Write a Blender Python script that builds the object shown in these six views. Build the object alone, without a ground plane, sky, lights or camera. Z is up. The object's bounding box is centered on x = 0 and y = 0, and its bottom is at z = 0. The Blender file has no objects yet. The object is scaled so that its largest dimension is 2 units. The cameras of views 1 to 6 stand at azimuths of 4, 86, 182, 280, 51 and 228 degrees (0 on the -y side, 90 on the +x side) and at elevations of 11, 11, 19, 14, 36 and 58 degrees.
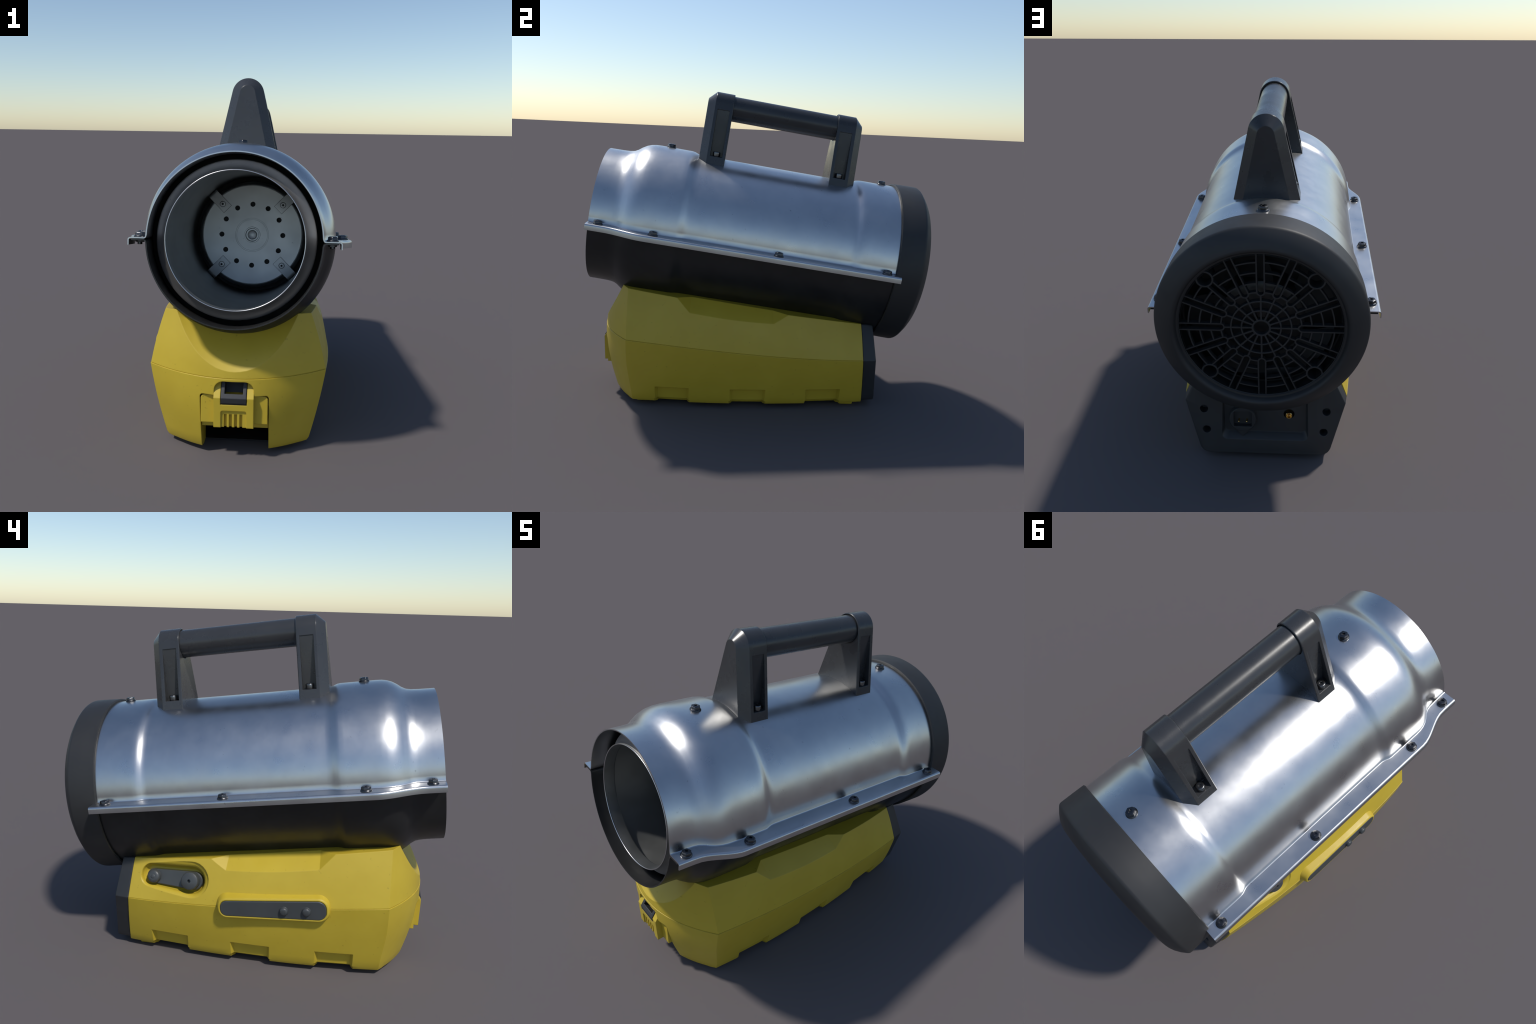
"""Portable forced-air gas heater: galvanised barrel on a yellow plastic base."""
import bpy, bmesh, math
import numpy as np
from mathutils import Vector, Matrix

# ------------------------------------------------------------------ frame
# Barrel axis lies in the y-z plane, tilted nose-up.  (x, s, h): s runs along
# the axis from nose to fan end, h is the height square to it.
TILT = math.radians(7.62)
CT, ST = math.cos(TILT), math.sin(TILT)
AX_H = 0.935                      # height h of the barrel axis


def W(x, s, h):
    return Vector((x, s * CT + h * ST, -s * ST + h * CT))


BARREL = Matrix(((1, 0, 0, 0), (0, CT, ST, 0), (0, -ST, CT, 0), (0, 0, 0, 1)))


def lerp(a, b, t):
    return a + (b - a) * t


def smooth(t):
    t = max(0.0, min(1.0, t))
    return t * t * (3 - 2 * t)


# ------------------------------------------------------------------ materials
def new_mat(name):
    m = bpy.data.materials.new(name)
    m.use_nodes = True
    nt = m.node_tree
    return m, nt, nt.nodes["Principled BSDF"]


def node(nt, kind, **inputs):
    n = nt.nodes.new(kind)
    for k, v in inputs.items():
        n.inputs[k].default_value = v
    return n


def ramp(nt, fac, stops):
    r = nt.nodes.new("ShaderNodeValToRGB")
    el = r.color_ramp.elements
    while len(el) < len(stops):
        el.new(0.5)
    for e, (p, c) in zip(el, stops):
        e.position = p
        e.color = c if len(c) == 4 else (*c, 1)
    nt.links.new(fac, r.inputs[0])
    return r.outputs[0]


def grey(v):
    return (v, v, v, 1)


def coords(nt, scale=(1, 1, 1)):
    tc = nt.nodes.new("ShaderNodeTexCoord")
    mp = nt.nodes.new("ShaderNodeMapping")
    mp.inputs["Scale"].default_value = scale
    nt.links.new(tc.outputs["Object"], mp.inputs["Vector"])
    return mp.outputs["Vector"]


def noise(nt, vec, scale, detail=4, rough=0.6):
    n = node(nt, "ShaderNodeTexNoise", Scale=scale, Detail=detail, Roughness=rough)
    nt.links.new(vec, n.inputs["Vector"])
    return n.outputs["Fac"]


def mix(nt, fac, a, b):
    m = nt.nodes.new("ShaderNodeMix")
    m.data_type = "RGBA"
    for sock, val in ((m.inputs[0], fac), (m.inputs[6], a), (m.inputs[7], b)):
        if hasattr(val, "links"):
            nt.links.new(val, sock)
        else:
            sock.default_value = val
    return m.outputs[2]


def bump(nt, height, strength, dist, normal=None):
    b = node(nt, "ShaderNodeBump", Strength=strength, Distance=dist)
    nt.links.new(height, b.inputs["Height"])
    if normal is not None:
        nt.links.new(normal, b.inputs["Normal"])
    return b.outputs["Normal"]


def soft_edges(nt, radius):
    b = node(nt, "ShaderNodeBevel", Radius=radius)
    b.samples = 4
    return b.outputs["Normal"]


def plastic(name, col, col2, rough, edge=0.0, specks=0.0, spec=0.5, grain=0.15):
    """Moulded plastic: soft mottling, a few dust specks, fine grain."""
    m, nt, p = new_mat(name)
    v = coords(nt)
    base = mix(nt, ramp(nt, noise(nt, v, 5.0), [(0.35, grey(0)), (0.7, grey(1))]), (*col, 1), (*col2, 1))
    if specks:
        sp = ramp(nt, noise(nt, v, 55.0, 2, 0.5), [(0.70, grey(0)), (0.76, grey(specks))])
        base = mix(nt, sp, base, (*[c * 0.45 for c in col], 1))
    nt.links.new(base, p.inputs["Base Color"])
    nt.links.new(ramp(nt, noise(nt, v, 9.0, 6), [(0.3, grey(rough - 0.06)), (0.75, grey(rough + 0.07))]), p.inputs["Roughness"])
    p.inputs["Specular IOR Level"].default_value = spec
    n = soft_edges(nt, edge) if edge else None
    nt.links.new(bump(nt, noise(nt, v, 260.0, 2), grain, 0.0006, n), p.inputs["Normal"])
    return m


def metal(name, col, col2, rough, spots=0.45, edge=0.0, vary=0.035):
    """Rolled galvanised sheet: cloudy roughness, tiny dark pits, slight waviness."""
    m, nt, p = new_mat(name)
    v = coords(nt)
    cloud = noise(nt, v, 7.0, 5)
    base = mix(nt, ramp(nt, cloud, [(0.35, grey(0)), (0.7, grey(1))]), (*col, 1), (*col2, 1))
    pits = ramp(nt, noise(nt, v, 48.0, 3, 0.55), [(0.70, grey(0)), (0.78, grey(spots))])
    base = mix(nt, pits, base, (*[c * 0.4 for c in col], 1))
    nt.links.new(base, p.inputs["Base Color"])
    p.inputs["Metallic"].default_value = 1.0
    r = noise(nt, v, 9.0, 3, 0.5)
    nt.links.new(ramp(nt, r, [(0.3, grey(rough - vary)), (0.75, grey(rough + vary))]), p.inputs["Roughness"])
    n = soft_edges(nt, edge) if edge else None
    nt.links.new(bump(nt, noise(nt, v, 5.0, 1), 0.02, 0.01, n), p.inputs["Normal"])
    return m


M_YELLOW = plastic("yellow_plastic", (0.51, 0.368, 0.030), (0.545, 0.40, 0.036), 0.45, edge=0.006, specks=0.35)
M_STEEL = metal("galvanised_steel", (0.545, 0.55, 0.555), (0.60, 0.60, 0.595), 0.305)
M_SHELL = plastic("black_enamel", (0.013, 0.013, 0.013), (0.022, 0.022, 0.022), 0.34, specks=0.0, grain=0.3)
M_HANDLE = plastic("handle_plastic", (0.034, 0.035, 0.037), (0.040, 0.041, 0.043), 0.29, edge=0.005)
M_RING = plastic("rubbery_black", (0.021, 0.021, 0.022), (0.026, 0.026, 0.026), 0.55)
M_PANEL = plastic("panel_plastic", (0.026, 0.027, 0.029), (0.031, 0.032, 0.034), 0.48, edge=0.006)
M_PLATE = plastic("grey_plate", (0.050, 0.055, 0.057), (0.058, 0.063, 0.065), 0.42, edge=0.003)
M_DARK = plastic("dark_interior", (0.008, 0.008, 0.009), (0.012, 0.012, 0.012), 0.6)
M_GRILLE = plastic("grille_plastic", (0.019, 0.020, 0.021), (0.023, 0.024, 0.025), 0.5)
M_BOLT = metal("blackened_bolt", (0.075, 0.076, 0.08), (0.11, 0.11, 0.115), 0.32, edge=0.002)
M_LINER = metal("heat_liner", (0.38, 0.39, 0.39), (0.42, 0.43, 0.43), 0.44)
M_FLARE = metal("lightened_flare", (0.66, 0.64, 0.63), (0.72, 0.70, 0.68), 0.48)  # base colour lightened to bring out the grey ground reflection on the ring
M_SCREW = metal("grey_screw", (0.17, 0.17, 0.17), (0.22, 0.22, 0.22), 0.33, edge=0.002)
M_DISC = metal("burner_plate", (0.60, 0.62, 0.62), (0.64, 0.66, 0.66), 0.50)
M_BRASS = metal("brass", (0.72, 0.47, 0.16), (0.80, 0.55, 0.2), 0.25)


# ------------------------------------------------------------------ mesh helpers
def finish_mesh(obj, angle=35):
    me = obj.data
    me.polygons.foreach_set("use_smooth", [True] * len(me.polygons))
    me.set_sharp_from_angle(angle=math.radians(angle))
    return obj


def make(name, verts, faces, mat, parent=None, angle=35, frame=None, weld=1e-6):
    me = bpy.data.meshes.new(name)
    bm = bmesh.new()
    vs = [bm.verts.new(v) for v in verts]
    for f in faces:
        try:
            bm.faces.new([vs[i] for i in f])
        except ValueError:
            pass
    if weld:
        bmesh.ops.remove_doubles(bm, verts=bm.verts, dist=weld)
    bmesh.ops.recalc_face_normals(bm, faces=bm.faces)
    bm.to_mesh(me)
    bm.free()
    ob = bpy.data.objects.new(name, me)
    bpy.context.scene.collection.objects.link(ob)
    if mat:
        me.materials.append(mat)
    if frame is not None:
        me.transform(frame)
    finish_mesh(ob, angle)
    if parent:
        ob.parent = parent
    return ob


def grid_faces(rows, cols, close_rows=False, close_cols=False, base=0):
    f = []
    for i in range(rows if close_rows else rows - 1):
        for j in range(cols if close_cols else cols - 1):
            a, b = i, (i + 1) % rows
            c, d = j, (j + 1) % cols
            f.append((base + a * cols + c, base + a * cols + d, base + b * cols + d, base + b * cols + c))
    return f


def revolve(name, profile, mat, parent=None, seg=128, angle=35, axis_h=AX_H, closed=False):
    """Spin (s, r) pairs about the barrel axis."""
    vs, n = [], len(profile)
    for k in range(seg):
        a = 2 * math.pi * k / seg
        for s, r in profile:
            vs.append(W(r * math.sin(a), s, axis_h + r * math.cos(a)))
    return make(name, vs, grid_faces(seg, n, True, closed), mat, parent, angle)


def prism(name, poly, depth0, depth1, place, mat=None, parent=None, angle=35):
    """Extrude a 2D polygon; place(a, b, d) maps to 3D."""
    n = len(poly)
    vs = [place(a, b, depth0) for a, b in poly] + [place(a, b, depth1) for a, b in poly]
    fs = [tuple(range(n)), tuple(range(n, 2 * n))]
    fs += [(i, (i + 1) % n, n + (i + 1) % n, n + i) for i in range(n)]
    return make(name, vs, fs, mat, parent, angle)


def stack(name, rings, mat=None, parent=None, angle=35, cap=True):
    """Loft equal-length closed rings of 3D points, capping both ends."""
    n = len(rings[0])
    vs = [p for r in rings for p in r]
    fs = grid_faces(len(rings), n, False, True)
    if cap:
        fs += [tuple(range(n)), tuple(range((len(rings) - 1) * n, len(rings) * n))]
    return make(name, vs, fs, mat, parent, angle)


def box(name, lo, hi, mat=None, parent=None, place=None):
    place = place or (lambda x, y, z: Vector((x, y, z)))
    vs = [place(x, y, z) for x in (lo[0], hi[0]) for y in (lo[1], hi[1]) for z in (lo[2], hi[2])]
    fs = [(0, 1, 3, 2), (4, 6, 7, 5), (0, 4, 5, 1), (2, 3, 7, 6), (0, 2, 6, 4), (1, 5, 7, 3)]
    return make(name, vs, fs, mat, parent)


def apply_mods(ob, angle=35):
    dg = bpy.context.evaluated_depsgraph_get()
    me = bpy.data.meshes.new_from_object(ob.evaluated_get(dg))
    old = ob.data
    ob.modifiers.clear()
    ob.data = me
    me.name = ob.name
    bpy.data.meshes.remove(old)
    return finish_mesh(ob, angle)


def boolean(ob, cutters, op="DIFFERENCE", angle=35):
    for c in cutters:
        m = ob.modifiers.new("cut", "BOOLEAN")
        m.object, m.operation, m.solver = c, op, "EXACT"
    apply_mods(ob, angle)
    for c in cutters:
        bpy.data.objects.remove(c)
    return ob


def bevel(ob, width, segments=2, limit=40, angle=35):
    m = ob.modifiers.new("bevel", "BEVEL")
    m.width, m.segments, m.limit_method, m.angle_limit = width, segments, "ANGLE", math.radians(limit)
    return apply_mods(ob, angle)


def join(name, obs, parent=None):
    """Merge several meshes (same frame) into one object, keeping materials."""
    bm = bmesh.new()
    mats = []
    for o in obs:
        tmp = o.data.copy()
        tmp.transform(o.matrix_world if o.parent is None else o.matrix_local)
        ids = []
        for mt in o.data.materials:
            if mt not in mats:
                mats.append(mt)
            ids.append(mats.index(mt))
        for p in tmp.polygons:
            p.material_index = ids[p.material_index] if ids else 0
        bm.from_mesh(tmp)
        bpy.data.meshes.remove(tmp)
    me = bpy.data.meshes.new(name)
    bm.to_mesh(me)
    bm.free()
    for mt in mats:
        me.materials.append(mt)
    for o in obs:
        bpy.data.objects.remove(o)
    ob = bpy.data.objects.new(name, me)
    bpy.context.scene.collection.objects.link(ob)
    if parent:
        ob.parent = parent
    return ob


def arc2(cx, cy, r, a0, a1, n):
    return [(cx + r * math.cos(math.radians(lerp(a0, a1, i / n))), cy + r * math.sin(math.radians(lerp(a0, a1, i / n)))) for i in range(n + 1)]


def rounded_poly(pts, radii, n=6):
    """Round every corner of a polygon."""
    out, m = [], len(pts)
    for i in range(m):
        p = Vector(pts[i])
        a, b = Vector(pts[i - 1]) - p, Vector(pts[(i + 1) % m]) - p
        r = radii[i] if isinstance(radii, (list, tuple)) else radii
        if r <= 0:
            out.append(tuple(p))
            continue
        half = a.angle(b) / 2
        t = r / math.tan(half)
        c = p + (a.normalized() + b.normalized()).normalized() * (r / math.sin(half))
        s, e = p + a.normalized() * t - c, p + b.normalized() * t - c
        sw = math.atan2(s.x * e.y - s.y * e.x, s.dot(e))
        for k in range(n + 1):
            w = sw * k / n
            out.append((c.x + s.x * math.cos(w) - s.y * math.sin(w), c.y + s.x * math.sin(w) + s.y * math.cos(w)))
    return out


def capsule(u0, v0, r0, u1, v1, r1, n=14):
    """Outline of two circles joined by their outer tangents."""
    d = Vector((u1 - u0, v1 - v0))
    base = math.atan2(d.y, d.x)
    off = math.acos((r0 - r1) / d.length)
    pts = []
    for i in range(n + 1):
        a = base + lerp(off, 2 * math.pi - off, i / n)
        pts.append((u0 + r0 * math.cos(a), v0 + r0 * math.sin(a)))
    for i in range(n + 1):
        a = base + lerp(-off, off, i / n)
        pts.append((u1 + r1 * math.cos(a), v1 + r1 * math.sin(a)))
    return pts


def empty(name, parent=None):
    e = bpy.data.objects.new(name, None)
    bpy.context.scene.collection.objects.link(e)
    e.parent = parent
    return e


# ------------------------------------------------------------------ the thing
HEATER = empty("forced_air_heater")
HEATER["label"] = "portable gas heater, steel barrel with handle on yellow base"
HEATER["category"] = "space heater"

# ================================================================== BARREL
# radius along the axis: nose collar, swelling, waist, fan end
R_KEYS = [(-1.077, 0.392), (-1.0, 0.393), (-0.962, 0.395), (-0.935, 0.400), (-0.912, 0.412), (-0.891, 0.428),
          (-0.866, 0.443), (-0.84, 0.4525), (-0.815, 0.457), (-0.785, 0.4585), (-0.60, 0.458), (-0.583, 0.4555),
          (-0.565, 0.448), (-0.548, 0.4435), (-0.53, 0.4425), (0.0, 0.443), (0.370, 0.444), (0.385, 0.445), (0.398, 0.4495),
          (0.412, 0.456), (0.428, 0.459), (0.445, 0.460), (0.56, 0.460), (0.66, 0.460)]


def barrel_r(s):
    for (a, ra), (b, rb) in zip(R_KEYS, R_KEYS[1:]):
        if s <= b:
            return lerp(ra, rb, (s - a) / (b - a))
    return R_KEYS[-1][1]


def flange_x(s):
    """Outer edge of the clamping flange."""
    if s < -0.985:
        return 0.472
    if s < -0.76:
        return lerp(0.472, 0.538, smooth((s + 0.985) / 0.225))
    return 0.538


def stations():
    ss = []
    for (a, _), (b, _) in zip(R_KEYS, R_KEYS[1:]):
        n = max(1, int((b - a) / 0.022))
        ss += [lerp(a, b, i / n) for i in range(n)]
    ss.append(R_KEYS[-1][0])
    return [s for s in ss if s <= 0.653] + [0.653]


def shell(name, upper, mat, parent):
    """Half of the barrel with its two side flanges, from sheet."""
    rows = []
    for s in stations():
        r, xo = barrel_r(s), flange_x(s)
        side = []
        if upper:
            f = AX_H + 0.007                       # flange top face
            e = 0.012
            side.append((xo, f - 0.034))
            side += [(x, y) for x, y in arc2(xo - e, f - e, e, 0, 90, 5)]
            k = 0.007
            side += [(x, y) for x, y in arc2(r + k + 0.0015, f + k, k, 270, 180, 5)]
            a0 = math.asin((f + 1.6 * k - AX_H) / r)
            arc = [(r * math.cos(a), AX_H + r * math.sin(a)) for a in np.linspace(a0, math.pi - a0, 73)]
        else:
            f = AX_H - 0.0065                      # flange underside
            k = 0.010
            side.append((min(r + 0.066, xo - 0.016), f))
            side += [(x, y) for x, y in arc2(r + k + 0.001, f - k, k, 90, 180, 5)]
            a0 = math.asin((AX_H - f + 1.4 * k) / r)
            arc = [(r * math.cos(a), AX_H - r * math.sin(a)) for a in np.linspace(a0, math.pi - a0, 73)]
        row = side + arc + [(-x, y) for x, y in reversed(side)]
        rows.append([W(x, s, y) for x, y in row])
    n = len(rows[0])
    ob = make(name, [p for r in rows for p in r], grid_faces(len(rows), n), mat, parent, angle=50)
    # normals outward, thickness inward
    me = ob.data
    me.calc_loop_triangles()
    probe = min(me.polygons, key=lambda p: (p.center - W(0, 0, AX_H + (0.44 if upper else -0.44))).length)
    want = W(0, 0, 1 if upper else -1) - W(0, 0, 0)
    if probe.normal.dot(want) < 0:
        me.flip_normals()
    m = ob.modifiers.new("sheet", "SOLIDIFY")
    m.thickness, m.offset = 0.0052, -1
    return apply_mods(ob, 50)


barrel = empty("barrel", HEATER)
shell("upper_shell", True, M_STEEL, barrel)
shell("lower_shell", False, M_SHELL, barrel)

# liner: trumpet-lipped heat tube inside the nose
LIP = -1.043
cone = [(LIP + 0.001, 0.3145), (LIP + 0.012, 0.3165), (LIP + 0.024, 0.3205), (LIP + 0.036, 0.3275), (LIP + 0.047, 0.337), (LIP + 0.056, 0.348), (LIP + 0.062, 0.357), (LIP + 0.066, 0.362)]
flare = cone + [(LIP + 0.069, 0.3645), (LIP + 0.073, 0.365), (LIP + 0.076, 0.363), (LIP + 0.076, 0.355)]
bore = [(LIP + 0.061, 0.3535), (LIP + 0.060, 0.3145), (LIP + 0.058, 0.3130), (LIP + 0.054, 0.3122), (LIP + 0.001, 0.3110)]
liner = revolve("heat_liner", [(LIP + 0.0745, 0.3570), (0.12, 0.3570), (0.12, 0.3535)] + bore, M_LINER, barrel, seg=160, angle=50)
revolve("liner_flare", flare + [(LIP + 0.074, 0.3540)], M_FLARE, liner, seg=160, angle=50)
revolve("liner_lip", [(LIP + 0.003 * math.sin(t), 0.3125 + 0.0030 * math.cos(t)) for t in np.linspace(0, 2 * math.pi, 13)], M_STEEL, liner, seg=160, angle=60)
revolve("inner_baffle", [(0.13, 0.43), (0.13, 0.0), (0.135, 0.0), (0.135, 0.43)], M_DARK, barrel, seg=64)
revolve("gap_baffle", [(-0.70, 0.445), (-0.70, 0.356), (-0.69, 0.356), (-0.69, 0.445)], M_DARK, barrel, seg=96)

# burner plate with ring of holes, centre boss and four straps
burner = revolve("burner_plate", [(0.06, 0.0), (0.06, 0.323), (0.042, 0.324), (0.036, 0.321), (0.012, 0.309), (0.006, 0.3065), (0.002, 0.303), (0.0008, 0.300), (0.0026, 0.2985), (0.0, 0.297), (0.0, 0.1025), (0.006, 0.1022), (0.006, 0.0990), (0.0, 0.0988), (0.0, 0.0945), (0.006, 0.0942), (0.006, 0.0915), (0.0, 0.0913),
                                  (0.0, 0.049), (-0.008, 0.047), (-0.008, 0.041), (0.014, 0.037), (0.014, 0.029), (-0.004, 0.024), (-0.008, 0.014), (-0.009, 0.0)], M_DISC, barrel, seg=128)
cuts = []
for k in range(12):
    a = math.radians(30 * k)
    c = prism("cutter", arc2(0.185 * math.sin(a), 0.185 * math.cos(a), 0.0155, 0, 345, 23), -0.03, 0.03, lambda u, v, d: W(u, d, AX_H + v), M_DARK)
    cuts.append(c)
boolean(burner, cuts)
revolve("hole_backing", [(0.028, 0.0), (0.028, 0.25), (0.03, 0.25), (0.03, 0.0)], M_DARK, burner, seg=48)
for k in range(4):
    a = math.radians(45 + 90 * k)
    ca, sa = math.cos(a), math.sin(a)
    prof = [(0.216, -0.002), (0.216, -0.006), (0.332, -0.006), (0.345, 0.0), (0.352, 0.012), (0.352, 0.10), (0.347, 0.10), (0.347, 0.012), (0.340, 0.002), (0.330, -0.002)]
    st = prism("strap", prof, -0.031, 0.031, lambda r, d, w, ca=ca, sa=sa: W(r * ca - w * sa, d, AX_H + r * sa + w * ca), M_DISC, burner)
    prism("strap_shadow_plate", [(0.2145, -0.0004), (0.2145, -0.0022), (0.312, -0.0022), (0.312, -0.0004)], -0.0327, 0.0327, lambda r, d, w, ca=ca, sa=sa: W(r * ca - w * sa, d, AX_H + r * sa + w * ca), M_DARK, burner)  # slightly oversize dark plate, draws the shadow line around the strap
    rr = 0.258
    prism("screw_dark_disc", arc2(rr * ca, rr * sa, 0.0182, 0, 345, 23), -0.0064, -0.0055, lambda u, v, d: W(u, d, AX_H + v), M_DARK, burner)  # thin black disc, slightly wider than the screw head, shows as a dark rim around it
    head = arc2(0, 0, 0.0165, 0, 337.5, 15)
    hd = prism("strap_screw", head, -0.0055, -0.012, lambda u, v, d, ca=ca, sa=sa: W(rr * ca + u, d, AX_H + rr * sa + v), M_DISC, burner)
    bevel(hd, 0.003, 2)
    star = [(0.009 * (1 if i % 2 == 0 else 0.62) * math.cos(i * math.pi / 6), 0.009 * (1 if i % 2 == 0 else 0.62) * math.sin(i * math.pi / 6)) for i in range(12)]
    boolean(hd, [prism("cutter", star, -0.03, -0.0035, lambda u, v, d, ca=ca, sa=sa: W(rr * ca + u, d, AX_H + rr * sa + v))])

# ------------------------------------------------------------------ bolts
def bolt_mesh():
    """Flanged hex head with a rounded crown and a star recess, axis +z."""
    fl = arc2(0, 0, 1, 0, 348.75, 31)
    rings = [[Vector((0.0275 * x, 0.0275 * y, -0.004)) for x, y in fl], [Vector((0.0275 * x, 0.0275 * y, 0.002)) for x, y in fl],
             [Vector((0.0245 * x, 0.0245 * y, 0.006)) for x, y in fl]]
    washer = stack("washer", rings)

    def hexr(a, r):
        a = (a + math.pi / 6) % (math.pi / 3) - math.pi / 6
        return min(r / math.cos(a), r * 1.12)
    n = 48
    ang = [2 * math.pi * i / n for i in range(n)]

    def ring(r, z):
        return [Vector((hexr(a, r) * math.cos(a), hexr(a, r) * math.sin(a), z)) for a in ang]
    rings = [ring(0.0208, 0.004), ring(0.0208, 0.0160), ring(0.0190, 0.0190), ring(0.0135, 0.0210)]
    head = stack("head", rings)
    star = [(0.0098 * (1 if i % 2 == 0 else 0.6) * math.cos(i * math.pi / 6), 0.0098 * (1 if i % 2 == 0 else 0.6) * math.sin(i * math.pi / 6)) for i in range(12)]
    boolean(head, [prism("cutter", star, 0.015, 0.04, lambda u, v, d: Vector((u, v, d)))])
    ob = join("bolt", [washer, head])
    me = ob.data
    bpy.data.objects.remove(ob)
    me.materials.clear()
    me.materials.append(M_BOLT)
    return me


def nut_mesh():
    hexa = [(0.020 * math.cos(i * math.pi / 3), 0.020 * math.sin(i * math.pi / 3)) for i in range(6)]
    a = prism("nut", hexa, 0, -0.009, lambda u, v, d: Vector((u, v, d)))
    b = prism("stud", arc2(0, 0, 0.011, 0, 337.5, 15), -0.004, -0.020, lambda u, v, d: Vector((u, v, d)))
    bevel(b, 0.002, 1)
    w = prism("washer", arc2(0, 0, 0.024, 0, 348, 23), 0.001, -0.003, lambda u, v, d: Vector((u, v, d)))
    ob = join("nut", [a, b, w])
    me = ob.data
    bpy.data.objects.remove(ob)
    me.materials.clear()
    me.materials.append(M_BOLT)
    return me


BOLT, NUT = bolt_mesh(), nut_mesh()


def place(name, mesh, x, s, h, parent, turn=0.0):
    ob = bpy.data.objects.new(name, mesh)
    bpy.context.scene.collection.objects.link(ob)
    ob.parent = parent
    m = BARREL @ Matrix.Rotation(turn, 4, "Z")
    m.translation = W(x, s, h)
    ob.matrix_local = m
    return ob


fasteners = empty("fasteners", barrel)
spin = 0.3
for side in (1, -1):
    for s, x in ((-1.017, 0.431), (-0.712, 0.495), (-0.029, 0.496), (0.579, 0.496)):
        spin += 1.7
        place("bolt", BOLT, side * x, s, AX_H + 0.0085, fasteners, spin)
        place("nut", NUT, side * x, s, AX_H - 0.0065, fasteners, spin)
for s in (-0.725, 0.563):
    spin += 1.7
    place("bolt", BOLT, 0.0, s, AX_H + barrel_r(s) + 0.001, fasteners, spin)

# ================================================================== HANDLE
handle = empty("handle", HEATER)
BAR_H, ARCH_R = 1.677, 0.083
FOOT_X, FOOT_H = 0.162, 1.335


def arch(inset):
    """Tapered arch outline in (x, h), pulled in by inset on top and sides."""
    r = ARCH_R - inset
    # outer line from foot up to tangent of the crown circle
    d = Vector((FOOT_X, FOOT_H - BAR_H))
    L = d.length
    a_out = math.atan2(d.y, d.x) + math.acos(ARCH_R / L)
    nrm = Vector((math.cos(a_out), math.sin(a_out)))
    foot = Vector((FOOT_X, FOOT_H)) - nrm * inset / 1.0
    t = (FOOT_H - foot.y) / math.cos(a_out) if abs(math.cos(a_out)) > 1e-6 else 0
    foot = foot + Vector((nrm.y, -nrm.x)) * (foot.y - FOOT_H) / nrm.x if abs(nrm.x) > 1e-6 else foot
    a = math.degrees(a_out)
    crown = arc2(0, BAR_H, r, a, 180 - a, 28)
    return [(foot.x, FOOT_H)] + crown + [(-foot.x, FOOT_H)]


def post(sign_rear):
    if sign_rear:
        secs = [(0.218, 0.003), (0.221, 0.0), (0.328, 0.0), (0.372, 0.044)]
    else:
        secs = [(-0.401, 0.003), (-0.404, 0.0), (-0.506, 0.0), (-0.552, 0.044)]
    rings = [[W(x, s, h) for x, h in arch(i)] for s, i in secs]
    ob = stack("handle_post", rings, M_HANDLE, handle, angle=30)
    s_in, s_out = (0.236, 0.310) if sign_rear else (-0.419, -0.490)
    cuts = []
    for sd in (1, -1):
        # wedge-shaped screw pocket: upright back wall, level shelf
        pk = [(0.086, 1.660), (0.098, 1.392), (0.30, 1.392), (0.30, 1.660)]
        cuts.append(prism("cutter", pk, s_in, s_out, lambda x, h, s, sd=sd: W(sd * x, s, h)))
    # socket for the grip
    cuts.append(prism("cutter", arc2(0, BAR_H, ARCH_R - 0.006, 0, 354, 59), s_in - 0.05 if sign_rear else s_in + 0.05, s_in - 0.008 if sign_rear else s_in + 0.008, lambda x, h, s: W(x, s, h)))
    boolean(ob, cuts, angle=30)
    for sd in (1, -1):
        hd = prism("handle_screw", arc2(0, 0, 0.0205, 0, 345, 23), 0, 0.029, lambda u, v, d: Vector((u, v, d)), M_SCREW)
        bevel(hd, 0.005, 3)
        star = [(0.009 * (1 if i % 2 == 0 else 0.6) * math.cos(i * math.pi / 6), 0.009 * (1 if i % 2 == 0 else 0.6) * math.sin(i * math.pi / 6)) for i in range(12)]
        boolean(hd, [prism("cutter", star, 0.020, 0.05, lambda u, v, d: Vector((u, v, d)))])
        hd.parent = ob
        m = BARREL.copy()
        m.translation = W(sd * 0.124, (s_in + s_out) / 2, 1.391)
        hd.matrix_local = m


post(False)
post(True)
grip = prism("grip", arc2(0, BAR_H, 0.0725, 0, 356.25, 95), -0.412, 0.229, lambda x, h, s: W(x, s, h), M_HANDLE, handle, angle=30)

# ================================================================== FAN RING
ring = revolve("rear_ring", [(0.80, 0.355), (0.640, 0.455), (0.636, 0.468), (0.640, 0.475), (0.70, 0.477), (0.769, 0.4785), (0.776, 0.4777), (0.782, 0.475), (0.787, 0.4705), (0.808, 0.445), (0.824, 0.420), (0.832, 0.401),
                             (0.834, 0.394), (0.832, 0.386), (0.823, 0.379), (0.808, 0.375), (0.806, 0.366), (0.800, 0.363), (0.77, 0.363), (0.70, 0.363), (0.70, 0.355)], M_RING, HEATER, seg=160, angle=40, closed=False)

GR_S0, GR_S1 = 0.800, 0.776


def gplace(u, v, d):
    return W(u, d, AX_H + v)


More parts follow.
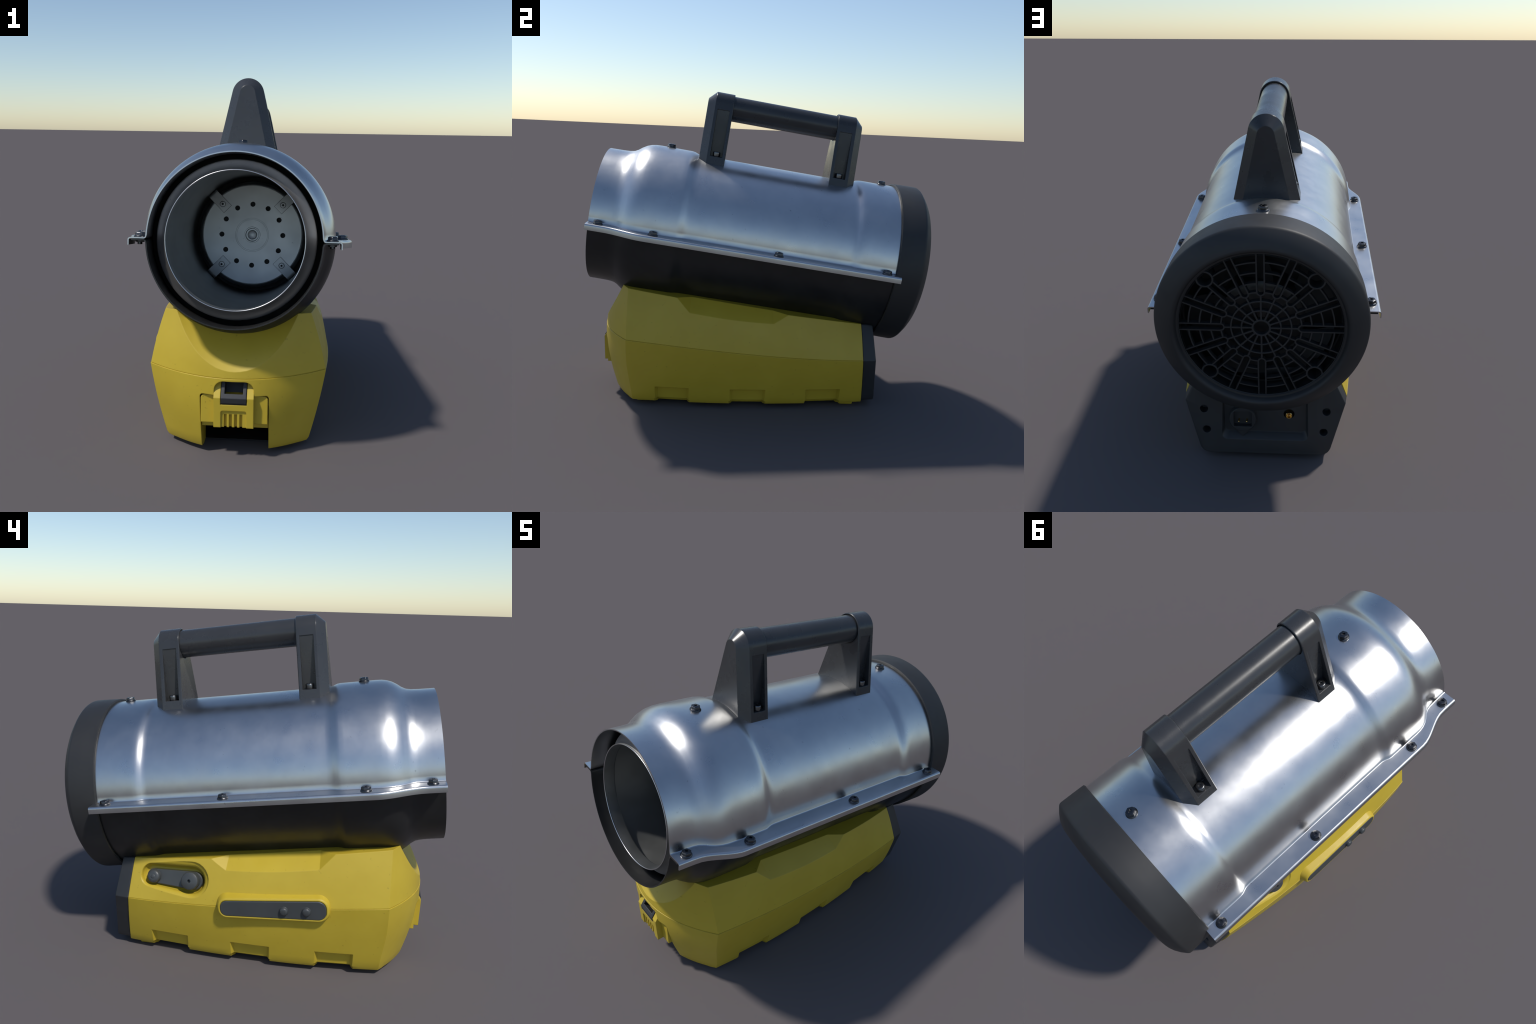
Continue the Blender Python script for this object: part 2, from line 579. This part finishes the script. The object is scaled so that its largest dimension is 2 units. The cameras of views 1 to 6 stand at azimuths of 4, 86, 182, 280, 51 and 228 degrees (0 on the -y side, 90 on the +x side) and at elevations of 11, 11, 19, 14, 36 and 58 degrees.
def gring(r0, r1, seg=96, s0=GR_S0, s1=GR_S1, cu=0.0, cv=0.0):
    pr = [(s0, r0 + 0.001), (s0, r1 - 0.001), (s0 - 0.001, r1), (s1, r1), (s1, r0), (s0 - 0.001, r0)]
    vs = []
    for k in range(seg):
        a = 2 * math.pi * k / seg
        for s, r in pr:
            vs.append(gplace(cu + r * math.sin(a), cv + r * math.cos(a), s))
    return make("part", vs, grid_faces(seg, len(pr), True, True), M_GRILLE)


def gbar(r0, r1, ang, off, w):
    """Radial bar at angle ang, shifted sideways by off."""
    ca, sa = math.cos(ang), math.sin(ang)
    poly = [(r0, off - w / 2), (r1, off - w / 2), (r1, off + w / 2), (r0, off + w / 2)]
    return prism("part", [(r * sa + o * ca, r * ca - o * sa) for r, o in poly], GR_S0 - 0.0007, GR_S1, gplace, M_GRILLE)


def garc(r, a0, a1, w, drop=0.002):
    n = max(3, int((a1 - a0) / math.radians(2)))
    out = [((r + w / 2) * math.sin(lerp(a0, a1, i / n)), (r + w / 2) * math.cos(lerp(a0, a1, i / n))) for i in range(n + 1)]
    inn = [((r - w / 2) * math.sin(lerp(a1, a0, i / n)), (r - w / 2) * math.cos(lerp(a1, a0, i / n))) for i in range(n + 1)]
    return prism("part", out + inn, GR_S0 - drop, GR_S1, gplace, M_GRILLE)


parts = [gring(0.034, 0.043, 48), gring(0.0835, 0.0905), gring(0.130, 0.137)]
SL, WALL, BEG = 0.0165, 0.0066, 0.180
for k in range(16):
    a = 2 * math.pi * k / 16
    diag = k % 4 == 2
    end = 0.302 if diag else 0.366
    parts.append(gbar(0.040, BEG - SL - 0.002, a, 0, 0.0075))
    for sgn in (1, -1):
        parts.append(gbar(BEG, end, a, sgn * SL, WALL))
    # rounded inner end of the slot
    ca, sa = math.cos(a), math.sin(a)
    half = [(BEG - (SL + WALL / 2) * math.sin(math.pi * i / 14), (SL + WALL / 2) * math.cos(math.pi * i / 14)) for i in range(15)]
    half += [(BEG - (SL - WALL / 2) * math.sin(math.pi * i / 14), (SL - WALL / 2) * math.cos(math.pi * i / 14)) for i in range(14, -1, -1)]
    parts.append(prism("part", [(r * sa + o * ca, r * ca - o * sa) for r, o in half], GR_S0 - 0.0012, GR_S1, gplace, M_GRILLE))
    if diag:
        parts.append(gring(0.031, 0.039, 40, GR_S0 + 0.001, GR_S1 - 0.04, 0.336 * sa, 0.336 * ca))
    for r in (0.178, 0.222, 0.272, 0.321):
        gap = math.asin((SL + 0.001) / r)
        a0, a1 = a + gap, a + 2 * math.pi / 16 - gap
        if r > 0.3:                         # stop at the screw tubes
            if diag:
                a0 = a + 0.1
            if (k + 1) % 4 == 2:
                a1 = a + 2 * math.pi / 16 - 0.1
        parts.append(garc(r, a0, a1, 0.0065))
parts.append(gring(0.362, 0.3665, 128, GR_S0 + 0.002))
grille = join("fan_grille", parts, ring)
finish_mesh(grille, 30)

# fan and motor seen dimly through the grille
fan = empty("fan", ring)
revolve("motor", [(0.728, 0.0), (0.728, 0.175), (0.718, 0.19), (0.60, 0.20), (0.60, 0.0)], M_SHELL, fan, seg=48)
revolve("fan_backing", [(0.60, 0.0), (0.60, 0.45), (0.605, 0.45), (0.605, 0.0)], M_DARK, fan, seg=64)
for k in range(5):
    vs = []
    for i in range(9):
        r = lerp(0.13, 0.335, i / 8)
        for j in range(7):
            t = j / 6
            a = 2 * math.pi * k / 5 + lerp(-0.32, 0.40, t) + 0.35 * (i / 8) ** 1.5
            s = lerp(0.715, 0.655, t) + 0.008 * math.sin(math.pi * t)
            vs.append(W(r * math.sin(a), s, AX_H + r * math.cos(a)))
    bl = make("fan_blade", vs, grid_faces(9, 7), M_DARK, fan)
    md = bl.modifiers.new("sheet", "SOLIDIFY")
    md.thickness = 0.004
    apply_mods(bl)

# ================================================================== BASE
base = empty("base", HEATER)
Y_FRONT, Y_REAR = -0.735, 0.645
Z_BOT, H_TOP = 0.033, 0.593


def fit(pts, deg):
    p = np.polyfit([a for a, _ in pts], [b for _, b in pts], deg)
    return lambda v: float(np.polyval(p, v))


x_bot = fit([(-0.707, 0.355), (-0.587, 0.368), (-0.366, 0.386), (-0.149, 0.393), (0.072, 0.387), (0.295, 0.370), (0.515, 0.347), (0.642, 0.331)], 3)
x_seam = fit([(-0.735, 0.430), (-0.477, 0.451), (-0.234, 0.459), (0.018, 0.454), (0.2, 0.446), (0.423, 0.430), (0.621, 0.411)], 3)
z_seam = fit([(-0.735, 0.416), (-0.477, 0.396), (-0.234, 0.374), (0.018, 0.350), (0.2, 0.338), (0.423, 0.326), (0.621, 0.317)], 3)
x_top = fit([(-0.735, 0.352), (-0.464, 0.386), (-0.15, 0.398), (0.175, 0.382), (0.615, 0.325)], 2)
y_nose = fit([(0.033, -0.850), (0.10, -0.873), (0.20, -0.895), (0.30, -0.908), (0.41, -0.913), (0.50, -0.900), (0.60, -0.875), (0.70, -0.848)], 4)


def rear_lean(z):
    """The rear joint tips forward above the seam."""
    return 0.022 * (z - 0.03) / 0.29 if z < 0.32 else 0.022 + 0.008 * (z - 0.32) / 0.2


def level(kind, t):
    """Outline of the case at one level; t blends between neighbours."""
    def side(y):
        b = (x_bot(y), Z_BOT)
        m = (x_seam(y), z_seam(y))
        u = (x_top(y), (H_TOP - y * ST) / CT)
        lo, hi = (b, m) if kind == "lower" else (m, u)
        bulge = 0.006 * 4 * t * (1 - t)
        return lerp(lo[0], hi[0], t) + bulge, lerp(lo[1], hi[1], t)
    yc = lerp(-0.709, Y_FRONT, smooth(t * 1.4)) if kind == "lower" else Y_FRONT
    ns, nf = 30, 14
    half = []
    for i in range(ns + 1):
        y = lerp(Y_REAR, yc, i / ns)
        x, z = side(y)
        y -= rear_lean(z) * (1 - i / ns) ** 6
        half.append(Vector((x, y, z)))
    c = half[-1]
    zc = c.z
    for i in range(1, nf + 1):
        x = c.x * (1 - i / nf)
        k = (x / c.x) ** 2
        z = zc
        y = lerp(y_nose(zc), yc, k)
        if kind == "upper":                   # keep the top rim in its tilted plane
            z += t * (yc - y) * ST
        half.append(Vector((x, y, z)))
    return half + [Vector((-p.x, p.y, p.z)) for p in reversed(half[:-1])]


def inset(points, d, dz):
    out = []
    for p in points:
        out.append(Vector((p.x * (1 - d / 0.36), p.y + (d if p.y < -0.6 else 0) * (1 if p.y < -0.735 else 0.5), p.z + dz)))
    return out


lower_levels = [level("lower", t) for t in (0.0, 0.04, 0.15, 0.3, 0.45, 0.6, 0.75, 0.88, 1.0)]
belly = inset(lower_levels[0], 0.055, -0.021)
bottom = inset(lower_levels[0], 0.006, -0.003)
seam_dip = [Vector((p.x * 0.994, p.y * 0.997 if p.y < 0 else p.y, p.z + 0.0005)) for p in lower_levels[-1]]
lower_case = stack("lower_case", [belly, bottom] + lower_levels[1:] + [seam_dip], M_YELLOW, base, angle=24)
ups = [level("upper", t) for t in (0.0, 0.15, 0.3, 0.45, 0.6, 0.75, 0.9, 1.0)]
ups[0] = [Vector((p.x, p.y, p.z + 0.0025)) for p in ups[0]]
ups = [[Vector((p.x - math.copysign(min(abs(p.x), 0.002), p.x), p.y + (0.002 if p.y < -0.735 else 0), p.z)) for p in r] for r in ups]
dip = [Vector((p.x * 0.994, p.y * 0.997 if p.y < 0 else p.y, p.z - 0.003)) for p in ups[0]]
upper_case = stack("upper_case", [dip] + ups, M_YELLOW, base, angle=24)


def XYZ(a, b, c):
    return Vector((a, b, c))


# --- cuts in the lower case
cuts = []
for y0, y1 in ((-0.582, -0.372), (-0.150, 0.070), (0.292, 0.512)):
    for sd in (1, -1):
        ym = (y0 + y1) / 2
        xb = x_bot(ym)
        zt = 0.128
        # floor of the tooth gap runs parallel to the bowed side, ends slope outward
        rings = []
        for z, ins, grow in ((-0.02, 0.070, 0.0), (0.047, 0.070, 0.0), (0.0475, 0.021, 0.0), (zt - 0.010, 0.023, 0.0), (zt, 0.023, -0.004)):
            row = []
            k = (z - Z_BOT) / (z_seam(ym) - Z_BOT)
            for y, dep in  ((y0 + 0.021, 1), (y1 - 0.021, 1), (y1 + 0.001, -1.0), (y1 + 0.001, -4), (y0 - 0.001, -4), (y0 - 0.001, -1.0)):
                yy = min(max(y, y0 - 0.001), y1 + 0.001)
                xs = lerp(x_bot(yy), x_seam(yy), k)
                row.append(XYZ(sd * (xs - (dep * ins if dep > 0 else dep * 0.02)), y, z))
            rings.append(row)
        cuts.append(stack("cutter", rings))
# T-shaped opening for the regulator hatch
tee = rounded_poly([(-0.162, -0.2), (-0.162, 0.333), (-0.093, 0.333), (-0.093, 0.404), (0.093, 0.404), (0.093, 0.333), (0.162, 0.333), (0.162, -0.2)], [0, 0.016, 0, 0.045, 0.045, 0, 0.016, 0])
cuts.append(prism("cutter", tee, -1.1, -0.70, lambda a, b, d: XYZ(a, d, b)))
boolean(lower_case, cuts, angle=24)
# hollow behind the opening
hollow = box("cutter", (-0.25, -0.701, -0.1), (0.25, 0.55, 0.40))
boolean(lower_case, [hollow], angle=24)
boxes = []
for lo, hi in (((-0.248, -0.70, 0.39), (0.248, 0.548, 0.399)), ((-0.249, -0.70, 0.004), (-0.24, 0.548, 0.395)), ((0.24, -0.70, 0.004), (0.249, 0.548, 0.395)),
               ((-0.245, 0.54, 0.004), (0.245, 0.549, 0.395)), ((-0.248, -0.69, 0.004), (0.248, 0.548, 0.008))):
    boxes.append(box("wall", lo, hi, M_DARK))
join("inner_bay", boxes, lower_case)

# --- cuts in the upper case
cuts = []
# conical scoop below the nose, coaxial with the barrel
prof = [(-0.78, 0.0), (-0.78, 0.34), (-0.82, 0.395), (-0.862, 0.459), (-0.905, 0.527), (-0.951, 0.600), (-1.02, 0.705), (-1.02, 0.0)]
cuts.append(revolve("cutter", [(-0.885, 0.0), (-0.885, 0.424), (-0.866, 0.435), (-0.84, 0.4455), (-0.81, 0.450), (-0.60, 0.451), (-0.55, 0.437), (0.37, 0.437), (0.43, 0.452), (0.80, 0.452), (0.80, 0.0)], None, seg=96))
cuts.append(revolve("cutter", prof, None, seg=128))
# side scallops
for sd in (1, -1):
    def sc(yk, u, sd=sd):
        return XYZ(sd * u[0], yk[0], u[1])
    rings = []
    for y_b, y_t, in_b, in_t in ((0, 0, 0, 0),):
        pass
    # corner points measured on the +x side: lower edge, upper edge, inner upper edge
    A, D = XYZ(0.381, 0.177, 0.574), XYZ(0.388, -0.470, 0.666)
    B, C = XYZ(0.412, 0.094, 0.523), XYZ(0.404, -0.382, 0.584)
    E_, F_ = XYZ(0.334, 0.092, 0.585), XYZ(0.330, -0.379, 0.640)

    def ext(P, Q, t):
        return P + (Q - P) * t
    # planes: back (B,C,F,E) and two end planes (A,B,E) and (D,C,F); extend outwards
    Eu, Fu = ext(B, E_, 2.2), ext(C, F_, 2.2)
    Bu, Cu = ext(E_, B, 1.25), ext(F_, C, 1.25)
    Ao, Do = Eu + (A - E_) * 3.4 , Fu + (D - F_) * 3.4
    Ab, Db = Bu + (A - E_) * 3.4, Cu + (D - F_) * 3.4
    quad0 = [Eu, Fu, Do, Ao]
    quad1 = [Bu, Cu, Db, Ab]
    vs = [XYZ(sd * p.x, p.y, p.z) for p in quad0 + quad1]
    fs = [(0, 1, 2, 3), (4, 5, 6, 7), (0, 1, 5, 4), (1, 2, 6, 5), (2, 3, 7, 6), (3, 0, 4, 7)]
    cuts.append(make("cutter", vs, fs, None))
# recess for the valve lever on the -x side: local frame on the sloping flank
RC = XYZ(-0.392, 0.375, 0.440)
SL_A = math.radians(19)
RN = XYZ(-math.cos(SL_A), 0.09, math.sin(SL_A)).normalized()
RU = (XYZ(0, -1, 0) - RN * RN.dot(XYZ(0, -1, 0))).normalized()
RV = RN.cross(RU)
if RV.z < 0:
    RV = -RV


def flank(u, v, d):
    return RC + RU * u + RV * v + RN * d


rings = []
for d, grow in ((-0.050, -0.016), (-0.045, -0.010), (-0.030, -0.002), (-0.014, 0.001), (-0.007, 0.005), (-0.001, 0.0115), (0.006, 0.024), (0.05, 0.06)):
    rings.append([flank(u, v, d) for u, v in capsule(-0.134, 0.017, 0.053 + grow, 0.096, 0.006, 0.069 + grow)])
cuts.append(stack("cutter", rings))
boolean(upper_case, cuts, angle=12)

# --- valve lever in the recess
lever = empty("valve_lever", upper_case)
stack("lever_arm", [[flank(u, v, d) for u, v in capsule(-0.124, 0.008, 0.037 + g, 0.104, 0.003, 0.047 + g)] for d, g in ((-0.055, 0), (-0.024, 0), (-0.020, -0.004))], M_PLATE, lever, angle=40)


def knob(name, u0, v0, prof, parent, mat=M_PLATE, fr=flank, seg=40):
    rings = [[fr(u0 + r * math.cos(2 * math.pi * k / seg), v0 + r * math.sin(2 * math.pi * k / seg), d) for k in range(seg)] for r, d in prof]
    return stack(name, rings, mat, parent, angle=40)


knob("pivot_cap", -0.115, 0.007, [(0.035, -0.04), (0.035, 0.000), (0.032, 0.006), (0.026, 0.010), (0.015, 0.013), (0.012, 0.0125), (0.011, 0.0135), (0.004, 0.0145)], lever)
kb = knob("valve_knob", 0.092, 0.004, [(0.047, -0.03), (0.047, 0.012), (0.044, 0.018), (0.036, 0.022), (0.015, 0.025), (0.004, 0.0255)], lever)
boolean(kb, [knob("cutter", 0.092, 0.004, [(0.0085, 0.008), (0.0085, 0.05)], None, None, seg=16)])

# --- control plate on the -x flank
PC = XYZ(-0.478, -0.163, 0.372)
PN = XYZ(-1, -0.016, 0.0).normalized()
PU = XYZ(0, -1, 0.075)
PU = (PU - PN * PN.dot(PU)).normalized()
PV = PN.cross(PU)
if PV.z < 0:
    PV = -PV


def plate(u, v, d):
    return PC + PU * u + PV * v + PN * d


def pill(g):
    hl, h0, h1 = 0.268 + g, 0.039 + g, 0.050 + g
    r = 0.034 + g
    return rounded_poly([(-hl, -h0), (hl, -h1), (hl, h1), (-hl, h0)], [r, r + 0.006, r + 0.006, r], 8)


rings = [[plate(u, v, d) for u, v in pill(g)] for g, d in ((0.038, -0.090), (0.030, -0.055), (0.022, -0.030), (0.016, -0.012), (0.0135, -0.004), (0.010, -0.001), (0.007, 0.0005), (0.003, 0.0), (0.001, -0.004))]
surround = stack("plate_surround", rings, M_YELLOW, base, angle=40)
pl = stack("control_plate", [[plate(u, v, d) for u, v in pill(g)] for g, d in ((0.0, -0.02), (0.0, -0.0005), (-0.003, 0.002))], M_PLATE, surround, angle=30)
for u in (0.057, 0.170):
    knob("push_button", u, -0.004, [(0.0235, -0.01), (0.0235, 0.0028), (0.0215, 0.0035), (0.0215, 0.010), (0.020, 0.0145), (0.016, 0.018), (0.010, 0.0195), (0.003, 0.020)], pl, M_PLATE, plate)

# --- regulator hatch in the front opening
hatch = empty("front_hatch", base)
panel = rounded_poly([(-0.158, 0.188), (-0.158, 0.327), (0.158, 0.327), (0.158, 0.188)], [0, 0.018, 0.018, 0], 6)
hp = prism("hatch_panel", panel, -0.884, -0.76, lambda a, b, d: XYZ(a, d, b), M_YELLOW, hatch)
box("hatch_sill", (-0.160, -0.842, 0.150), (0.160, -0.76, 0.20), M_YELLOW, hatch)
latch_prof = [(-0.76, 0.178), (-0.914, 0.178), (-0.917, 0.325), (-0.858, 0.412), (-0.76, 0.412)]
latch = prism("latch", latch_prof, -0.094, 0.094, lambda y, z, x: XYZ(x, y, z), M_YELLOW, hatch)
cuts = [box("cutter", (-0.062, -0.95, 0.292), (0.062, -0.80, 0.45))]
grip_pts = rounded_poly([(-0.060, 0.10), (-0.060, 0.262), (0.060, 0.262), (0.060, 0.10)], [0, 0.010, 0.010, 0], 4)
cuts.append(prism("cutter", grip_pts, -1.0, -0.908, lambda a, b, d: XYZ(a, d, b)))
for k in range(4):
    xc = -0.0385 + 0.0245 * k
    cuts.append(box("cutter", (xc - 0.0065, -1.0, 0.10), (xc + 0.0065, -0.895, 0.243)))
boolean(latch, cuts)
# dark catch: a frame lying on the sloping top of the latch, with a deep window
FS = Vector((0, 0.058, 0.087)).normalized()
FN = Vector((0, -FS.z, FS.y))


def slope(x, a, d):
    return XYZ(x, -0.919, 0.325) + FS * a + FN * d


catch = prism("catch", [(-0.918, 0.300), (-0.9205, 0.326), (-0.858, 0.419), (-0.80, 0.419), (-0.80, 0.300)], -0.0595, 0.0595, lambda y, z, x: XYZ(x, y, z), M_PANEL, hatch)
boolean(catch, [box("cutter", (-0.043, 0.022, -0.06), (0.043, 0.105, 0.05), place=slope)])
box("catch_shadow_gap", (-0.0615, -0.912, 0.2925), (0.0615, -0.765, 0.312), M_DARK, hatch)  # black block placed inside the window as its deep shade

# --- foot pads under the case
for sd in (1, -1):
    for y0, y1 in ((-0.70, -0.60), (0.51, 0.61)):
        pts = rounded_poly([(sd * 0.225, y0), (sd * 0.297, y0 + 0.01), (sd * 0.297, y1 - 0.01), (sd * 0.225, y1)], 0.012, 3)
        rings = [[XYZ(x, y, z) for x, y in pts] for z in (0.04, 0.004)] + [[XYZ(lerp(x, sd * 0.26, 0.06), y, 0.0) for x, y in pts]]
        stack("foot_pad", rings, M_YELLOW, base, angle=30)

# --- rear connector panel
def panel_ring(y_off, g):
    """Outline of the end panel; sides follow the case, lower corners rounded."""
    y = Y_REAR
    xb, xs, zs, xt = x_bot(y) - g, x_seam(y) - g, z_seam(y), x_top(y) - g
    zt = (H_TOP - y * ST) / CT
    half = [(xb, Z_BOT - 0.002), (xs, zs), (xt, zt - g * 0.6)]
    pts = rounded_poly([half[0], half[1], half[2], (-half[2][0], half[2][1]), (-half[1][0], half[1][1]), (-half[0][0], half[0][1])],
                       [0.05, 0.01, 0.01, 0.01, 0.01, 0.05], 6)
    return [XYZ(x, y + y_off(z), z) for x, z in pts]


def back(z):
    """y of the panel's rear face: leans in above the seam, a touch below it."""
    return 0.080 - rear_lean(z) - 0.008 * max(0.0, (z - 0.30) / 0.2)


def front(z):
    return -rear_lean(z)


rear = stack("rear_panel", [panel_ring(lambda z: front(z) - 0.02, 0.010), panel_ring(lambda z: front(z) + 0.003, 0.004), panel_ring(lambda z: front(z) + 0.005, 0.002), panel_ring(lambda z: back(z) - 0.010, 0.009),
                            panel_ring(lambda z: back(z) - 0.003, 0.012), panel_ring(back, 0.019)], M_PANEL, base, angle=30)
cuts = []
for sd in (1, -1):
    for x, z in ((0.305, 0.270), (0.293, 0.158)):
        cuts.append(prism("cutter", arc2(sd * x, z, 0.0205, 0, 348, 29), 0.66, 0.80, lambda a, b, d: XYZ(a, d, b)))
# recess with a sloping sill
o = [(-0.218, 0.110), (0.218, 0.110), (0.218, 0.46), (-0.218, 0.46)]
rings = []
for d, g, lift in ((0.78, 0.020, -0.012), (0.728, 0.006, -0.008), (0.722, 0.0, 0.0), (0.700, -0.008, 0.022), (0.686, -0.013, 0.032)):
    pts = [(-0.218 - g, 0.104 + lift), (0.218 + g, 0.104 + lift), (0.218 + g, 0.46), (-0.218 - g, 0.46)]
    rings.append([XYZ(a, d, b) for a, b in rounded_poly(pts, [0.028, 0.028, 0.01, 0.01], 6)])
cuts.append(stack("cutter", rings))
boolean(rear, cuts, angle=30)
# gas inlet
boolean(rear, [prism("cutter", arc2(-0.119, 0.240, 0.027, 0, 348, 29), 0.65, 0.80, lambda a, b, d: XYZ(a, d, b))], angle=30)


def yprof(name, x, z, prof, mat, parent, seg=32):
    rings = [[XYZ(x + r * math.cos(2 * math.pi * k / seg), y, z + r * math.sin(2 * math.pi * k / seg)) for k in range(seg)] for r, y in prof]
    return stack(name, rings, mat, parent, angle=35)


yprof("gas_inlet", -0.119, 0.233, [(0.0172, 0.64), (0.0172, 0.690), (0.0155, 0.692), (0.0130, 0.692), (0.0115, 0.678), (0.006, 0.678), (0.005, 0.688), (0.001, 0.6885)], M_BRASS, rear)
# mains socket
sock = yprof("power_socket", 0.112, 0.218, [(0.068, 0.67), (0.068, 0.708), (0.065, 0.713), (0.001, 0.713)], M_PANEL, rear, 56)
boolean(sock, [prism("cutter", rounded_poly([(0.066, 0.178), (0.157, 0.178), (0.157, 0.262), (0.066, 0.262)], 0.006, 3), 0.684, 0.80, lambda a, b, d: XYZ(a, d, b))])
for x in (0.132, 0.092):
    p = yprof("contact_pin", x, 0.204, [(0.0048, 0.68), (0.0048, 0.706), (0.0035, 0.710), (0.001, 0.7115)], M_BRASS, sock, 12)
prism("socket_shadow_wedge", [(0.062, 0.175), (0.112, 0.118), (0.162, 0.175)], 0.68, 0.7085, lambda a, b, d: XYZ(a, d, b), M_PANEL, rear)  # solid wedge modelled for the triangular shadow below the socket
